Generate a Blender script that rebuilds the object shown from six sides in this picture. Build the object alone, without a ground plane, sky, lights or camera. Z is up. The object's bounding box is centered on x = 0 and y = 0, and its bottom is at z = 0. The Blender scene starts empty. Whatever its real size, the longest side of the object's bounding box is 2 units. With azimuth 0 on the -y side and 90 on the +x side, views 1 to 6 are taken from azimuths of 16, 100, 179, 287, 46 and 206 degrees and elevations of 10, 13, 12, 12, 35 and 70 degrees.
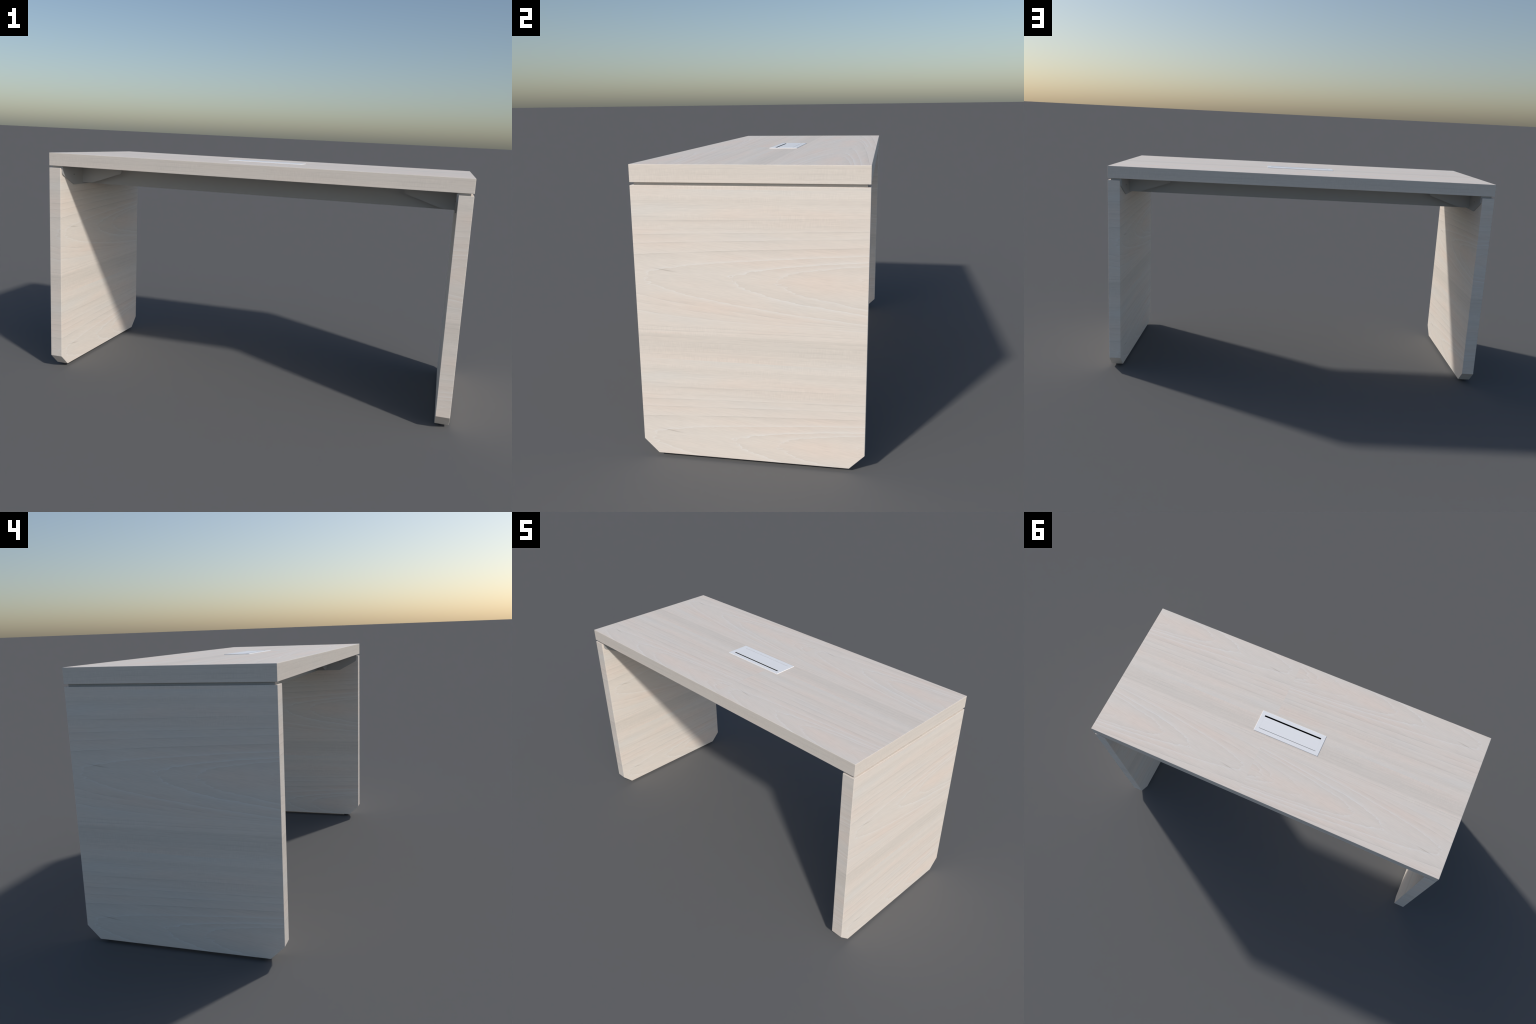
import bpy, bmesh, math
from mathutils import Vector, Matrix

# ------------------------------------------------------------------ sizes (m)
HALF_LENGTH = 1.0          # tabletop half length (x)
HALF_WIDTH = 0.4167        # tabletop half width (y)
TOP_Z, UNDER_Z = 1.1105, 1.0478
LEG_OUT, LEG_IN = 0.9999, 0.9379
LEG_HALF_WIDTH = 0.4167
LEG_LOW, LEG_HIGH = 0.0112, 1.0375
LEG_CHAMFER = 0.0556
EDGE_ROUND = 0.0013

TILE_U, TILE_V = 1.1111, 0.6275   # repeat of the printed wood decor
AXIS_V = 0.0735                   # heart line of the cathedral figure

scene = bpy.context.scene
coll = scene.collection


# ------------------------------------------------------------------ node help
class Nodes:
    """Tiny expression builder for shader node groups."""

    def __init__(self, tree):
        self.tree = tree

    def _plug(self, node, index, value):
        if isinstance(value, (int, float)):
            node.inputs[index].default_value = value
        else:
            self.tree.links.new(value, node.inputs[index])

    def math(self, op, a, b=None, c=None, clamp=False):
        n = self.tree.nodes.new("ShaderNodeMath")
        n.operation = op
        n.use_clamp = clamp
        for i, v in enumerate((a, b, c)):
            if v is not None:
                self._plug(n, i, v)
        return n.outputs[0]

    def add(self, a, b): return self.math("ADD", a, b)
    def sub(self, a, b): return self.math("SUBTRACT", a, b)
    def mul(self, a, b): return self.math("MULTIPLY", a, b)
    def div(self, a, b): return self.math("DIVIDE", a, b)

    def wrap(self, a, period):
        return self.math("FLOORED_MODULO", a, period)

    def step(self, x, lo, hi):
        """Smooth 0..1 ramp of x from lo to hi (lo may exceed hi)."""
        n = self.tree.nodes.new("ShaderNodeMapRange")
        n.interpolation_type = "SMOOTHSTEP"
        flip = lo > hi
        self._plug(n, 0, x)
        n.inputs[1].default_value = min(lo, hi)
        n.inputs[2].default_value = max(lo, hi)
        n.inputs[3].default_value = 1.0 if flip else 0.0
        n.inputs[4].default_value = 0.0 if flip else 1.0
        return n.outputs[0]

    def band(self, x, lo, hi, soft):
        return self.mul(self.step(x, lo - soft, lo + soft),
                        self.step(x, hi + soft, hi - soft))

    def bell(self, x, width):
        """exp(-(x/width)^2)"""
        q = self.div(x, width)
        return self.math("EXPONENT", self.mul(self.mul(q, q), -1.0))

    def vec(self, x, y, z=0.0):
        n = self.tree.nodes.new("ShaderNodeCombineXYZ")
        for i, v in enumerate((x, y, z)):
            self._plug(n, i, v)
        return n.outputs[0]

    def noise(self, vector, scale=1.0, detail=2.0, rough=0.5):
        """Noise centred on zero, about -0.5..0.5."""
        n = self.tree.nodes.new("ShaderNodeTexNoise")
        n.inputs["Scale"].default_value = scale
        n.inputs["Detail"].default_value = detail
        n.inputs["Roughness"].default_value = rough
        self.tree.links.new(vector, n.inputs["Vector"])
        return self.sub(n.outputs[0], 0.5)

    def mix(self, fac, a, b):
        n = self.tree.nodes.new("ShaderNodeMix")
        n.data_type = "RGBA"
        self._plug(n, 0, fac)
        for i, v in ((6, a), (7, b)):
            if isinstance(v, tuple):
                n.inputs[i].default_value = (*v, 1.0)
            else:
                self.tree.links.new(v, n.inputs[i])
        return n.outputs[2]


# ------------------------------------------------------------------ wood decor
def build_wood_group():
    """Whitewashed maple/acacia decor on a repeating tile: (u along grain, v across)."""
    g = bpy.data.node_groups.new("whitewashed_wood", "ShaderNodeTree")
    g.interface.new_socket("U", in_out="INPUT", socket_type="NodeSocketFloat")
    g.interface.new_socket("V", in_out="INPUT", socket_type="NodeSocketFloat")
    g.interface.new_socket("Color", in_out="OUTPUT", socket_type="NodeSocketColor")
    g.interface.new_socket("Height", in_out="OUTPUT", socket_type="NodeSocketFloat")
    gin = g.nodes.new("NodeGroupInput")
    gout = g.nodes.new("NodeGroupOutput")
    N = Nodes(g)
    u = N.wrap(gin.outputs[0], TILE_U)
    # v measured from the heart line, folded into one tile
    dv = N.sub(N.wrap(N.add(gin.outputs[1], TILE_V / 2 - AXIS_V), TILE_V), TILE_V / 2)

    # wavy disturbance of the growth figure
    slow = N.noise(N.vec(N.mul(u, 3.0), N.mul(dv, 9.0), 1.3), 1.0, 2.0)
    jag = N.noise(N.vec(N.mul(u, 20.0), N.mul(dv, 75.0), 4.1), 1.0, 3.0, 0.6)
    comb = N.noise(N.vec(N.mul(u, 30.0), N.mul(dv, 260.0), 9.7), 1.0, 1.0)

    up = N.step(dv, -0.012, 0.012)
    k = N.add(0.165, N.mul(up, 0.105 - 0.165))
    w = N.div(dv, k)
    # lower straight-grained region: contours run flat
    flat = N.sub(1.0, N.mul(N.step(dv, -0.145, -0.205), 1.12))
    field = N.sub(N.mul(u, flat), N.mul(w, w))
    middle = N.noise(N.vec(N.mul(u, 9.0), N.mul(dv, 34.0), 12.6), 1.0, 2.0)
    field = N.add(field, N.add(N.mul(slow, 0.05), N.mul(middle, 0.060)))
    heart = N.step(N.math("ABSOLUTE", dv), 0.11, 0.03)
    field_fine = N.add(field, N.mul(N.add(N.mul(jag, 0.085), N.mul(comb, 0.022)), N.add(0.5, N.mul(heart, 0.5))))
    slope = N.div(N.mul(w, 2.0), k)
    grad = N.math("SQRT", N.add(0.12, N.mul(slope, slope)))

    def dist(level, fld=field_fine):
        return N.div(N.sub(fld, level), grad)

    dark = None
    pale = None

    def acc(total, term):
        return term if total is None else N.add(total, term)

    lower = N.sub(1.0, up)
    # (level, side mask, dark amount, inner fade, pale amount)
    growth = [
        (0.515, None, 0.35, 0.020, 0.75), (0.357, None, 0.42, 0.022, 1.00),
        (0.033, None, 0.36, 0.018, 0.80), (0.80, None, 0.30, 0.012, 0.30),
        (0.965, None, 0.42, 0.016, 0.60), (1.04, None, 0.50, 0.016, 0.75),
        (-0.557, up, 0.80, 0.016, 0.25), (-1.297, up, 0.60, 0.014, 0.35),
        (-2.06, up, 0.65, 0.013, 0.25), (-2.62, up, 0.20, 0.009, 0.15),
        (-3.63, up, 0.60, 0.007, 0.10), (-4.25, up, 0.22, 0.008, 0.0),
        (-5.0, up, 0.24, 0.009, 0.0), (-5.9, up, 0.18, 0.008, 0.0),
        (-6.7, up, 0.26, 0.008, 0.0),
        (-0.178, lower, 0.55, 0.010, 0.40), (-0.36, lower, 0.45, 0.012, 0.25),
        (-0.62, lower, 0.35, 0.006, 0.55),
        (-1.30, lower, 0.45, 0.004, 0.1), (-1.53, lower, 0.75, 0.004, 0.1),
        (-1.95, lower, 0.52, 0.006, 0.0), (-2.25, lower, 0.40, 0.006, 0.0),
        (-2.62, lower, 0.36, 0.006, 0.0), (-2.95, lower, 0.30, 0.006, 0.0),
        (-3.25, lower, 0.28, 0.005, 0.0),
    ]
    patchy = N.noise(N.vec(N.mul(u, 5.0), N.mul(dv, 40.0), 7.0), 1.0, 1.0)
    vary = N.math("ADD", N.mul(patchy, 2.6), 0.72, clamp=True)
    for level, side, dk, fade, pl in growth:
        d = dist(level)
        din = N.math("MAXIMUM", d, 0.0)
        dout = N.math("MINIMUM", d, 0.0)
        # inside edge: thin dark line that fades inward
        inside = N.mul(N.step(d, -0.0003, 0.0006),
                       N.math("EXPONENT", N.mul(din, -1.0 / fade)))
        line = N.bell(N.sub(d, 0.0008), 0.0010)
        term = N.mul(N.add(N.mul(inside, 0.50), N.mul(line, 0.60 if side is not None else 0.12)), dk)
        if side is not None:
            term = N.mul(term, N.mul(side, vary))
        dark = acc(dark, term)
        if pl > 0:
            outside = N.mul(N.step(d, 0.0004, -0.0006),
                            N.math("EXPONENT", N.mul(dout, 1.0 / 0.0044)))
            term = N.mul(outside, pl)
            if side is not None:
                term = N.mul(term, N.mul(side, vary))
            pale = acc(pale, term)

    # short slanted fibres (pores) near the figure, level ones in the straight grain
    near = N.step(N.math("ABSOLUTE", N.add(dv, 0.01)), 0.18, 0.12)

    def blend(fn):
        level, sloped = fn(dv), fn(N.add(dv, N.mul(u, 0.13)))
        return N.add(level, N.mul(near, N.sub(sloped, level)))

    fibre = blend(lambda t: N.noise(N.vec(N.mul(u, 24.0), N.mul(t, 330.0), 2.2), 1.0, 3.0, 0.62))
    strands = blend(lambda t: N.noise(N.vec(N.mul(u, 3.5), N.mul(t, 120.0), 5.5), 1.0, 2.0, 0.55))
    streaks = N.noise(N.vec(N.mul(u, 1.1), N.mul(dv, 48.0), 8.8), 1.0, 2.0, 0.5)
    straight = N.sub(1.0, N.mul(N.step(dv, -0.20, -0.17), N.step(dv, 0.19, 0.16)))
    hair = N.noise(N.vec(N.mul(u, 1.6), N.mul(dv, 230.0), 3.9), 1.0, 2.0, 0.5)
    hair_line = N.mul(N.step(hair, 0.05, 0.20), N.add(0.25, N.mul(straight, 0.75)))
    # silk: fine cross ticks in the quarter-grained bands
    tick = N.noise(N.vec(N.mul(u, 330.0), N.mul(dv, 34.0), 6.1), 1.0, 1.0)
    tick_area = N.mul(straight, N.step(N.noise(N.vec(N.mul(u, 3.0), N.mul(dv, 36.0), 3.3), 1.0, 2.0), -0.06, 0.12))
    tick = N.mul(tick, tick_area)

    # one short knot streak beside the outermost arch
    along = N.sub(u, 0.113)
    across = N.add(N.sub(dv, 0.0240), N.mul(along, 0.140))
    knot = N.mul(N.bell(along, 0.030), N.bell(across, 0.0017))

    # --- tint masks
    cloud = N.noise(N.vec(N.mul(u, 2.2), N.mul(dv, 11.0), 2.9), 1.0, 3.0, 0.5)
    puff = N.math("ADD", N.mul(N.noise(N.vec(N.mul(u, 5.0), N.mul(dv, 18.0), 1.9), 1.0, 1.0), 1.6), 0.80, clamp=True)
    peach = N.mul(N.band(u, 0.54, 0.93, 0.16), N.band(dv, -0.045, 0.030, 0.030))
    peach = N.add(peach, N.mul(N.band(u, 0.48, 0.98, 0.16), N.band(dv, 0.055, 0.125, 0.028)))
    peach = N.add(peach, N.mul(N.band(u, 0.06, 0.62, 0.12),
                               N.band(N.add(dv, N.mul(u, 0.10)), -0.105, -0.055, 0.035)))
    peach = N.add(peach, N.mul(N.band(u, -0.3, 0.24, 0.10), N.mul(N.band(dv, 0.100, 0.145, 0.025), 0.65)))
    peach = N.add(peach, N.mul(N.band(u, 0.88, 1.3, 0.10), N.mul(N.band(dv, 0.19, 0.26, 0.02), 0.9)))
    peach = N.math("ADD", N.mul(peach, puff), N.mul(N.step(cloud, -0.03, 0.22), 0.75), clamp=True)
    cool = N.mul(N.step(cloud, -0.02, -0.20), N.sub(1.0, peach))
    grey = N.mul(N.step(dv, -0.212, -0.219), N.step(dv, -0.330, -0.26))
    grey = N.add(N.mul(grey, 0.85), N.mul(N.band(dv, 0.175, 0.215, 0.006), 0.35))
    grey = N.add(grey, N.mul(N.band(dv, 0.262, 0.283, 0.006), 0.5))
    ash = N.mul(N.band(u, -0.02, 0.40, 0.12), N.band(dv, -0.05, 0.045, 0.04))

    base = (0.880, 0.803, 0.722)
    col = N.mix(N.mul(peach, 0.74), base, (0.905, 0.768, 0.668))
    col = N.mix(N.mul(cool, 0.7), col, (0.838, 0.790, 0.728))
    col = N.mix(N.math("MULTIPLY", grey, 0.8, clamp=True), col, (0.790, 0.722, 0.645))
    col = N.mix(N.mul(ash, 0.40), col, (0.835, 0.780, 0.712))
    broad = N.noise(N.vec(N.mul(u, 1.4), N.mul(dv, 14.0), 15.2), 1.0, 1.0)
    warmth = N.math("ADD", N.mul(broad, 2.0), 0.5, clamp=True)
    col = N.mix(N.mul(warmth, 0.24), col, (0.912, 0.792, 0.698))
    shade = N.add(N.mul(dark, 0.35),
                  N.add(N.mul(fibre, -0.31), N.add(N.mul(strands, -0.125),
                        N.add(N.mul(streaks, -0.035), N.add(N.mul(hair_line, 0.045), N.mul(tick, 0.24))))))
    col = N.mix(N.math("ADD", shade, 0.06, clamp=True), col, (0.38, 0.335, 0.285))
    lift = N.math("MULTIPLY", pale, 0.68, clamp=True)
    col = N.mix(lift, col, (0.920, 0.892, 0.858))
    col = N.mix(N.mul(knot, 0.46), col, (0.33, 0.27, 0.21))
    g.links.new(col, gout.inputs[0])
    g.links.new(N.add(N.mul(fibre, 0.6), N.mul(strands, 0.4)), gout.inputs[1])
    return g


def wood_material(name, group, u_axis, u_sign, u_off, v_axis, v_off):
    """Wood on one face direction: u = sign * axis + offset, v = axis + offset."""
    m = bpy.data.materials.new(name)
    m.use_nodes = True
    t = m.node_tree
    bsdf = t.nodes["Principled BSDF"]
    N = Nodes(t)
    tc = t.nodes.new("ShaderNodeTexCoord")
    sep = t.nodes.new("ShaderNodeSeparateXYZ")
    t.links.new(tc.outputs["Object"], sep.inputs[0])
    gn = t.nodes.new("ShaderNodeGroup")
    gn.node_tree = group
    t.links.new(N.add(N.mul(sep.outputs[u_axis], u_sign), u_off), gn.inputs[0])
    t.links.new(N.add(sep.outputs[v_axis], v_off), gn.inputs[1])
    t.links.new(gn.outputs[0], bsdf.inputs["Base Color"])
    bump = t.nodes.new("ShaderNodeBump")
    bump.inputs["Strength"].default_value = 0.04
    bump.inputs["Distance"].default_value = 0.001
    t.links.new(gn.outputs[1], bump.inputs["Height"])
    t.links.new(bump.outputs[0], bsdf.inputs["Normal"])
    bsdf.inputs["Roughness"].default_value = 0.55
    bsdf.inputs["Specular IOR Level"].default_value = 0.2
    return m


def plain_material(name, color, rough=0.5, metallic=0.0, grain=0.0, spec=0.5):
    m = bpy.data.materials.new(name)
    m.use_nodes = True
    t = m.node_tree
    bsdf = t.nodes["Principled BSDF"]
    N = Nodes(t)
    tc = t.nodes.new("ShaderNodeTexCoord")
    n = N.noise(tc.outputs["Object"], 420.0, 2.0)
    darker = tuple(c * (1.0 - grain) for c in color)
    t.links.new(N.mix(N.math("ADD", n, 0.5, clamp=True), color, darker), bsdf.inputs["Base Color"])
    bsdf.inputs["Roughness"].default_value = rough
    bsdf.inputs["Metallic"].default_value = metallic
    bsdf.inputs["Specular IOR Level"].default_value = spec
    return m


WOOD = build_wood_group()
Z0 = -LEG_LOW
# slots: +x, -x, +y, -y, +z, -z ; u always counts from the left edge of the face
WOOD_SLOTS = [
    wood_material("wood_right_side", WOOD, 1, 1, HALF_WIDTH, 2, Z0),
    wood_material("wood_left_side", WOOD, 1, -1, HALF_WIDTH, 2, Z0),
    wood_material("wood_back_side", WOOD, 0, -1, HALF_LENGTH, 2, Z0),
    wood_material("wood_front_side", WOOD, 0, 1, HALF_LENGTH, 2, Z0),
    wood_material("wood_upper_side", WOOD, 0, 1, HALF_LENGTH, 1, HALF_WIDTH),
    wood_material("wood_under_side", WOOD, 0, 1, HALF_LENGTH, 1, HALF_WIDTH),
]
STEEL = plain_material("grey_lacquered_steel", (0.450, 0.450, 0.442), 0.45, 0.0, 0.06)
DARK_STEEL = plain_material("dark_screw_steel", (0.07, 0.07, 0.07), 0.5, 0.3, 0.1)
WHITE = plain_material("white_lacquered_metal", (0.97, 0.97, 0.975), 0.4, 0.0, 0.015)
BLACK = plain_material("black_lining", (0.012, 0.013, 0.014), 0.8, 0.0, 0.3, 0.2)
FOOT = plain_material("dark_plastic", (0.10, 0.10, 0.105), 0.5, 0.0, 0.1)


# ------------------------------------------------------------------ mesh help
def finish(bm, name, mats, parent, by_normal=False):
    bmesh.ops.recalc_face_normals(bm, faces=bm.faces)
    bm.normal_update()
    if by_normal:
        for f in bm.faces:
            n = f.normal
            a = max(range(3), key=lambda i: (abs(n[i]), -i))
            f.material_index = a * 2 + (0 if n[a] > 0 else 1)
    me = bpy.data.meshes.new(name)
    bm.to_mesh(me)
    bm.free()
    for m in mats:
        me.materials.append(m)
    ob = bpy.data.objects.new(name, me)
    coll.objects.link(ob)
    ob.parent = parent
    return ob


def prism(bm, outline, axis, lo, hi):
    """Extrude a closed 2D outline along an axis; returns nothing, adds to bm."""
    def place(p, h):
        q = list(p)
        q.insert(axis, h)
        return q
    a = [bm.verts.new(place(p, lo)) for p in outline]
    b = [bm.verts.new(place(p, hi)) for p in outline]
    bm.faces.new(a)
    bm.faces.new(b[::-1])
    n = len(outline)
    for i in range(n):
        j = (i + 1) % n
        bm.faces.new((a[i], a[j], b[j], b[i]))


def box(bm, x0, x1, y0, y1, z0, z1):
    prism(bm, [(x0, y0), (x1, y0), (x1, y1), (x0, y1)], 2, z0, z1)


def round_edges(bm, width, segments=2, min_angle=0.35):
    bmesh.ops.recalc_face_normals(bm, faces=bm.faces)
    edges = [e for e in bm.edges if e.calc_face_angle(0) > min_angle]
    bmesh.ops.bevel(bm, geom=edges, offset=width, offset_type="OFFSET",
                    segments=segments, profile=0.5, affect="EDGES", clamp_overlap=True)


def fillet(prev, corner, nxt, radius, steps=6):
    """Points of an arc that rounds a polygon corner."""
    c, p, n = Vector(corner), Vector(prev), Vector(nxt)
    d1, d2 = (p - c).normalized(), (n - c).normalized()
    half = d1.angle(d2) / 2
    t = radius / math.tan(half)
    centre = c + (d1 + d2).normalized() * (radius / math.sin(half))
    s, e = c + d1 * t - centre, c + d2 * t - centre
    sweep = s.angle(e)
    sign = 1 if s.x * e.y - s.y * e.x > 0 else -1
    out = []
    for i in range(steps + 1):
        a = sign * sweep * i / steps
        out.append((centre.x + s.x * math.cos(a) - s.y * math.sin(a),
                    centre.y + s.x * math.sin(a) + s.y * math.cos(a)))
    return out


def rounded(outline, radii):
    pts = []
    n = len(outline)
    for i, p in enumerate(outline):
        r = radii[i]
        if r > 0:
            pts += fillet(outline[i - 1], p, outline[(i + 1) % n], r)
        else:
            pts.append(p)
    return pts


# ------------------------------------------------------------------ the table
table = bpy.data.objects.new("meeting_table", None)
coll.objects.link(table)
table["label"] = "tall pale whitewashed wood table with two panel legs and white cable box"
table["category"] = "table"

# tabletop with the opening for the cable box
BOX_X = 0.1880
BOX_Y0, BOX_Y1 = -0.0645, 0.0618
OPEN_X = 0.1664
OPEN_Y0, OPEN_Y1 = -0.0426, 0.0398
HOLE_X, HOLE_Y0, HOLE_Y1 = 0.1840, -0.0600, 0.0570   # cut-out hidden below the frame

bm = bmesh.new()
box(bm, -HALF_LENGTH, HALF_LENGTH, -HALF_WIDTH, HALF_WIDTH, UNDER_Z, TOP_Z)
round_edges(bm, EDGE_ROUND)
tabletop = finish(bm, "tabletop", WOOD_SLOTS, table, by_normal=True)
bm = bmesh.new()
box(bm, -HOLE_X, HOLE_X, HOLE_Y0, HOLE_Y1, UNDER_Z - 0.05, TOP_Z + 0.05)
cutter = finish(bm, "opening_cutter", [WOOD_SLOTS[0]], None)
mod = tabletop.modifiers.new("opening", "BOOLEAN")
mod.object = cutter
mod.operation = "DIFFERENCE"
mod.solver = "EXACT"
dg = bpy.context.evaluated_depsgraph_get()
cut_mesh = bpy.data.meshes.new_from_object(tabletop.evaluated_get(dg))
tabletop.modifiers.clear()
old = tabletop.data
tabletop.data = cut_mesh
cut_mesh.name = "tabletop"
bpy.data.meshes.remove(old)
bpy.data.objects.remove(cutter)

# legs: slabs with cut lower corners
c = LEG_CHAMFER
w = LEG_HALF_WIDTH
leg_outline = [(-w, LEG_HIGH), (-w, LEG_LOW + c), (-w + c, LEG_LOW),
               (w - c, LEG_LOW), (w, LEG_LOW + c), (w, LEG_HIGH)]
legs = []
for side in (1, -1):
    bm = bmesh.new()
    prism(bm, leg_outline, 0, *sorted((side * LEG_IN, side * LEG_OUT)))
    round_edges(bm, EDGE_ROUND)
    legs.append(finish(bm, "leg", WOOD_SLOTS, table, by_normal=True))

# adjustable feet under the legs
bm = bmesh.new()
bmesh.ops.create_cone(bm, cap_ends=True, segments=40, radius1=0.0139, radius2=0.0139, depth=0.008,
                      matrix=Matrix.Translation((0, 0, 0.004)))
bmesh.ops.create_cone(bm, cap_ends=True, segments=24, radius1=0.0055, radius2=0.0055, depth=0.006,
                      matrix=Matrix.Translation((0, 0, 0.0108)))
for f in bm.faces:
    f.smooth = abs(f.normal.z) < 0.5
foot_mesh = None
for leg, side in zip(legs, (1, -1)):
    for y in (-0.3325, 0.3325):
        if foot_mesh is None:
            foot = finish(bm, "foot", [FOOT], leg)
            foot_mesh = foot.data
        else:
            foot = bpy.data.objects.new("foot", foot_mesh)
            coll.objects.link(foot)
            foot.parent = leg
        foot.location = (side * (LEG_IN + LEG_OUT) / 2, y, 0.0)

# steel angle brackets: flat leaf on the leg, flange folded down its inner face
PLATE_W = 0.4053
FLANGE_IN, FLANGE_OUT = 0.9316, 0.9376
LEAF_END = 0.9870
LEAF_LOW, LEAF_HIGH = LEG_HIGH + 0.0002, UNDER_Z - 0.0003
FLANGE_LOW = 0.9530
brackets = []
for side in (1, -1):
    bm = bmesh.new()
    leaf = rounded([(LEAF_END, LEAF_LOW), (LEAF_END, LEAF_HIGH), (FLANGE_IN, LEAF_HIGH), (FLANGE_IN, LEAF_LOW)],
                   [0, 0, 0.0075, 0])
    prism(bm, [(side * x, z) for x, z in leaf], 1, -PLATE_W, PLATE_W)
    flange = rounded([(-PLATE_W, LEAF_LOW), (-PLATE_W, 1.0080), (-0.3020, FLANGE_LOW),
                      (0.3020, FLANGE_LOW), (PLATE_W, 1.0080), (PLATE_W, LEAF_LOW)],
                     [0, 0.016, 0.004, 0.004, 0.016, 0])
    prism(bm, flange, 0, *sorted((side * FLANGE_IN, side * FLANGE_OUT)))
    bracket = finish(bm, "steel_bracket", [STEEL], table)
    brackets.append(bracket)
    # gusset wings that reach out under the tabletop
    wing = rounded([(FLANGE_IN + 0.001, UNDER_Z - 0.0006), (0.7085, UNDER_Z - 0.0006), (0.7085, 1.0172),
                    (0.8770, 0.9606), (FLANGE_IN + 0.001, 0.9604)],
                   [0, 0, 0.010, 0.045, 0])
    for y in (-1, 1):
        bm = bmesh.new()
        prism(bm, [(side * x, z) for x, z in wing], 1, *sorted((y * 0.2170, y * 0.2230)))
        finish(bm, "gusset", [STEEL], bracket)
    # screws in the flange
    for y in (-0.304, 0.304):
        bm = bmesh.new()
        bmesh.ops.create_cone(bm, cap_ends=True, segments=16, radius1=0.0026, radius2=0.0022, depth=0.0012,
                              matrix=Matrix.Translation((side * (FLANGE_IN - 0.0004), y, 1.0040))
                              @ Matrix.Rotation(-side * math.pi / 2, 4, "Y"))
        finish(bm, "screw", [DARK_STEEL], bracket)

# folded steel cable tray between the brackets: a channel open towards the tabletop
TRAY_Y, SHEET = 0.1650, 0.0035
tray_low, tray_high = FLANGE_LOW + 0.0004, UNDER_Z - 0.0008
t, h = TRAY_Y, TRAY_Y - SHEET
profile = [(-t, tray_high), (-t, tray_low), (t, tray_low), (t, tray_high),
           (h, tray_high), (h, tray_low + SHEET), (-h, tray_low + SHEET), (-h, tray_high)]
bm = bmesh.new()
prism(bm, profile, 0, -FLANGE_IN - 0.0005, FLANGE_IN + 0.0005)
finish(bm, "cable_tray", [STEEL], table)

# white cable box let into the tabletop
FRAME_TOP = TOP_Z + 0.0020
bm = bmesh.new()
outer = [(-BOX_X, BOX_Y0), (BOX_X, BOX_Y0), (BOX_X, BOX_Y1), (-BOX_X, BOX_Y1)]
inner = [(-OPEN_X, OPEN_Y0), (OPEN_X, OPEN_Y0), (OPEN_X, OPEN_Y1), (-OPEN_X, OPEN_Y1)]
rings = []
for z in (TOP_Z + 0.0001, FRAME_TOP):
    rings.append([[bm.verts.new((*p, z)) for p in o] for o in (outer, inner)])
for i in range(4):
    j = (i + 1) % 4
    for lvl in (0, 1):
        o, n = rings[lvl]
        bm.faces.new((o[i], o[j], n[j], n[i]))
    for r in (0, 1):
        bm.faces.new((rings[0][r][i], rings[0][r][j], rings[1][r][j], rings[1][r][i]))
bmesh.ops.recalc_face_normals(bm, faces=bm.faces)
rim = [e for e in bm.edges if all(v.co.z > TOP_Z + 0.001 for v in e.verts)
       and all(abs(v.co.x) > OPEN_X + 0.001 for v in e.verts)]
rim = [e for e in rim if e.calc_face_angle(0) > 0.5]
bmesh.ops.bevel(bm, geom=rim, offset=0.0011, segments=2, profile=0.5, affect="EDGES")
frame = finish(bm, "cable_box", [WHITE], table)

bm = bmesh.new()
box(bm, -OPEN_X + 0.00015, OPEN_X - 0.00015, -0.0335, OPEN_Y1 - 0.0021, FRAME_TOP - 0.0010, FRAME_TOP - 0.0001)
finish(bm, "lid", [WHITE], frame)

# dark sleeve that lines the cut-out, open below towards the cable tray
WALL = 0.0020
bm = bmesh.new()
x0, y0, y1 = HOLE_X - 0.0003, HOLE_Y0 + 0.0003, HOLE_Y1 - 0.0003
low, high = UNDER_Z + 0.0010, TOP_Z - 0.0002
for ya, yb in ((y0, y0 + WALL), (y1 - WALL, y1)):
    box(bm, -x0, x0, ya, yb, low, high)
for xa, xb in ((-x0, -x0 + WALL), (x0 - WALL, x0)):
    box(bm, xa, xb, y0 + WALL + 0.0001, y1 - WALL - 0.0001, low, high)
finish(bm, "sleeve", [BLACK], frame)
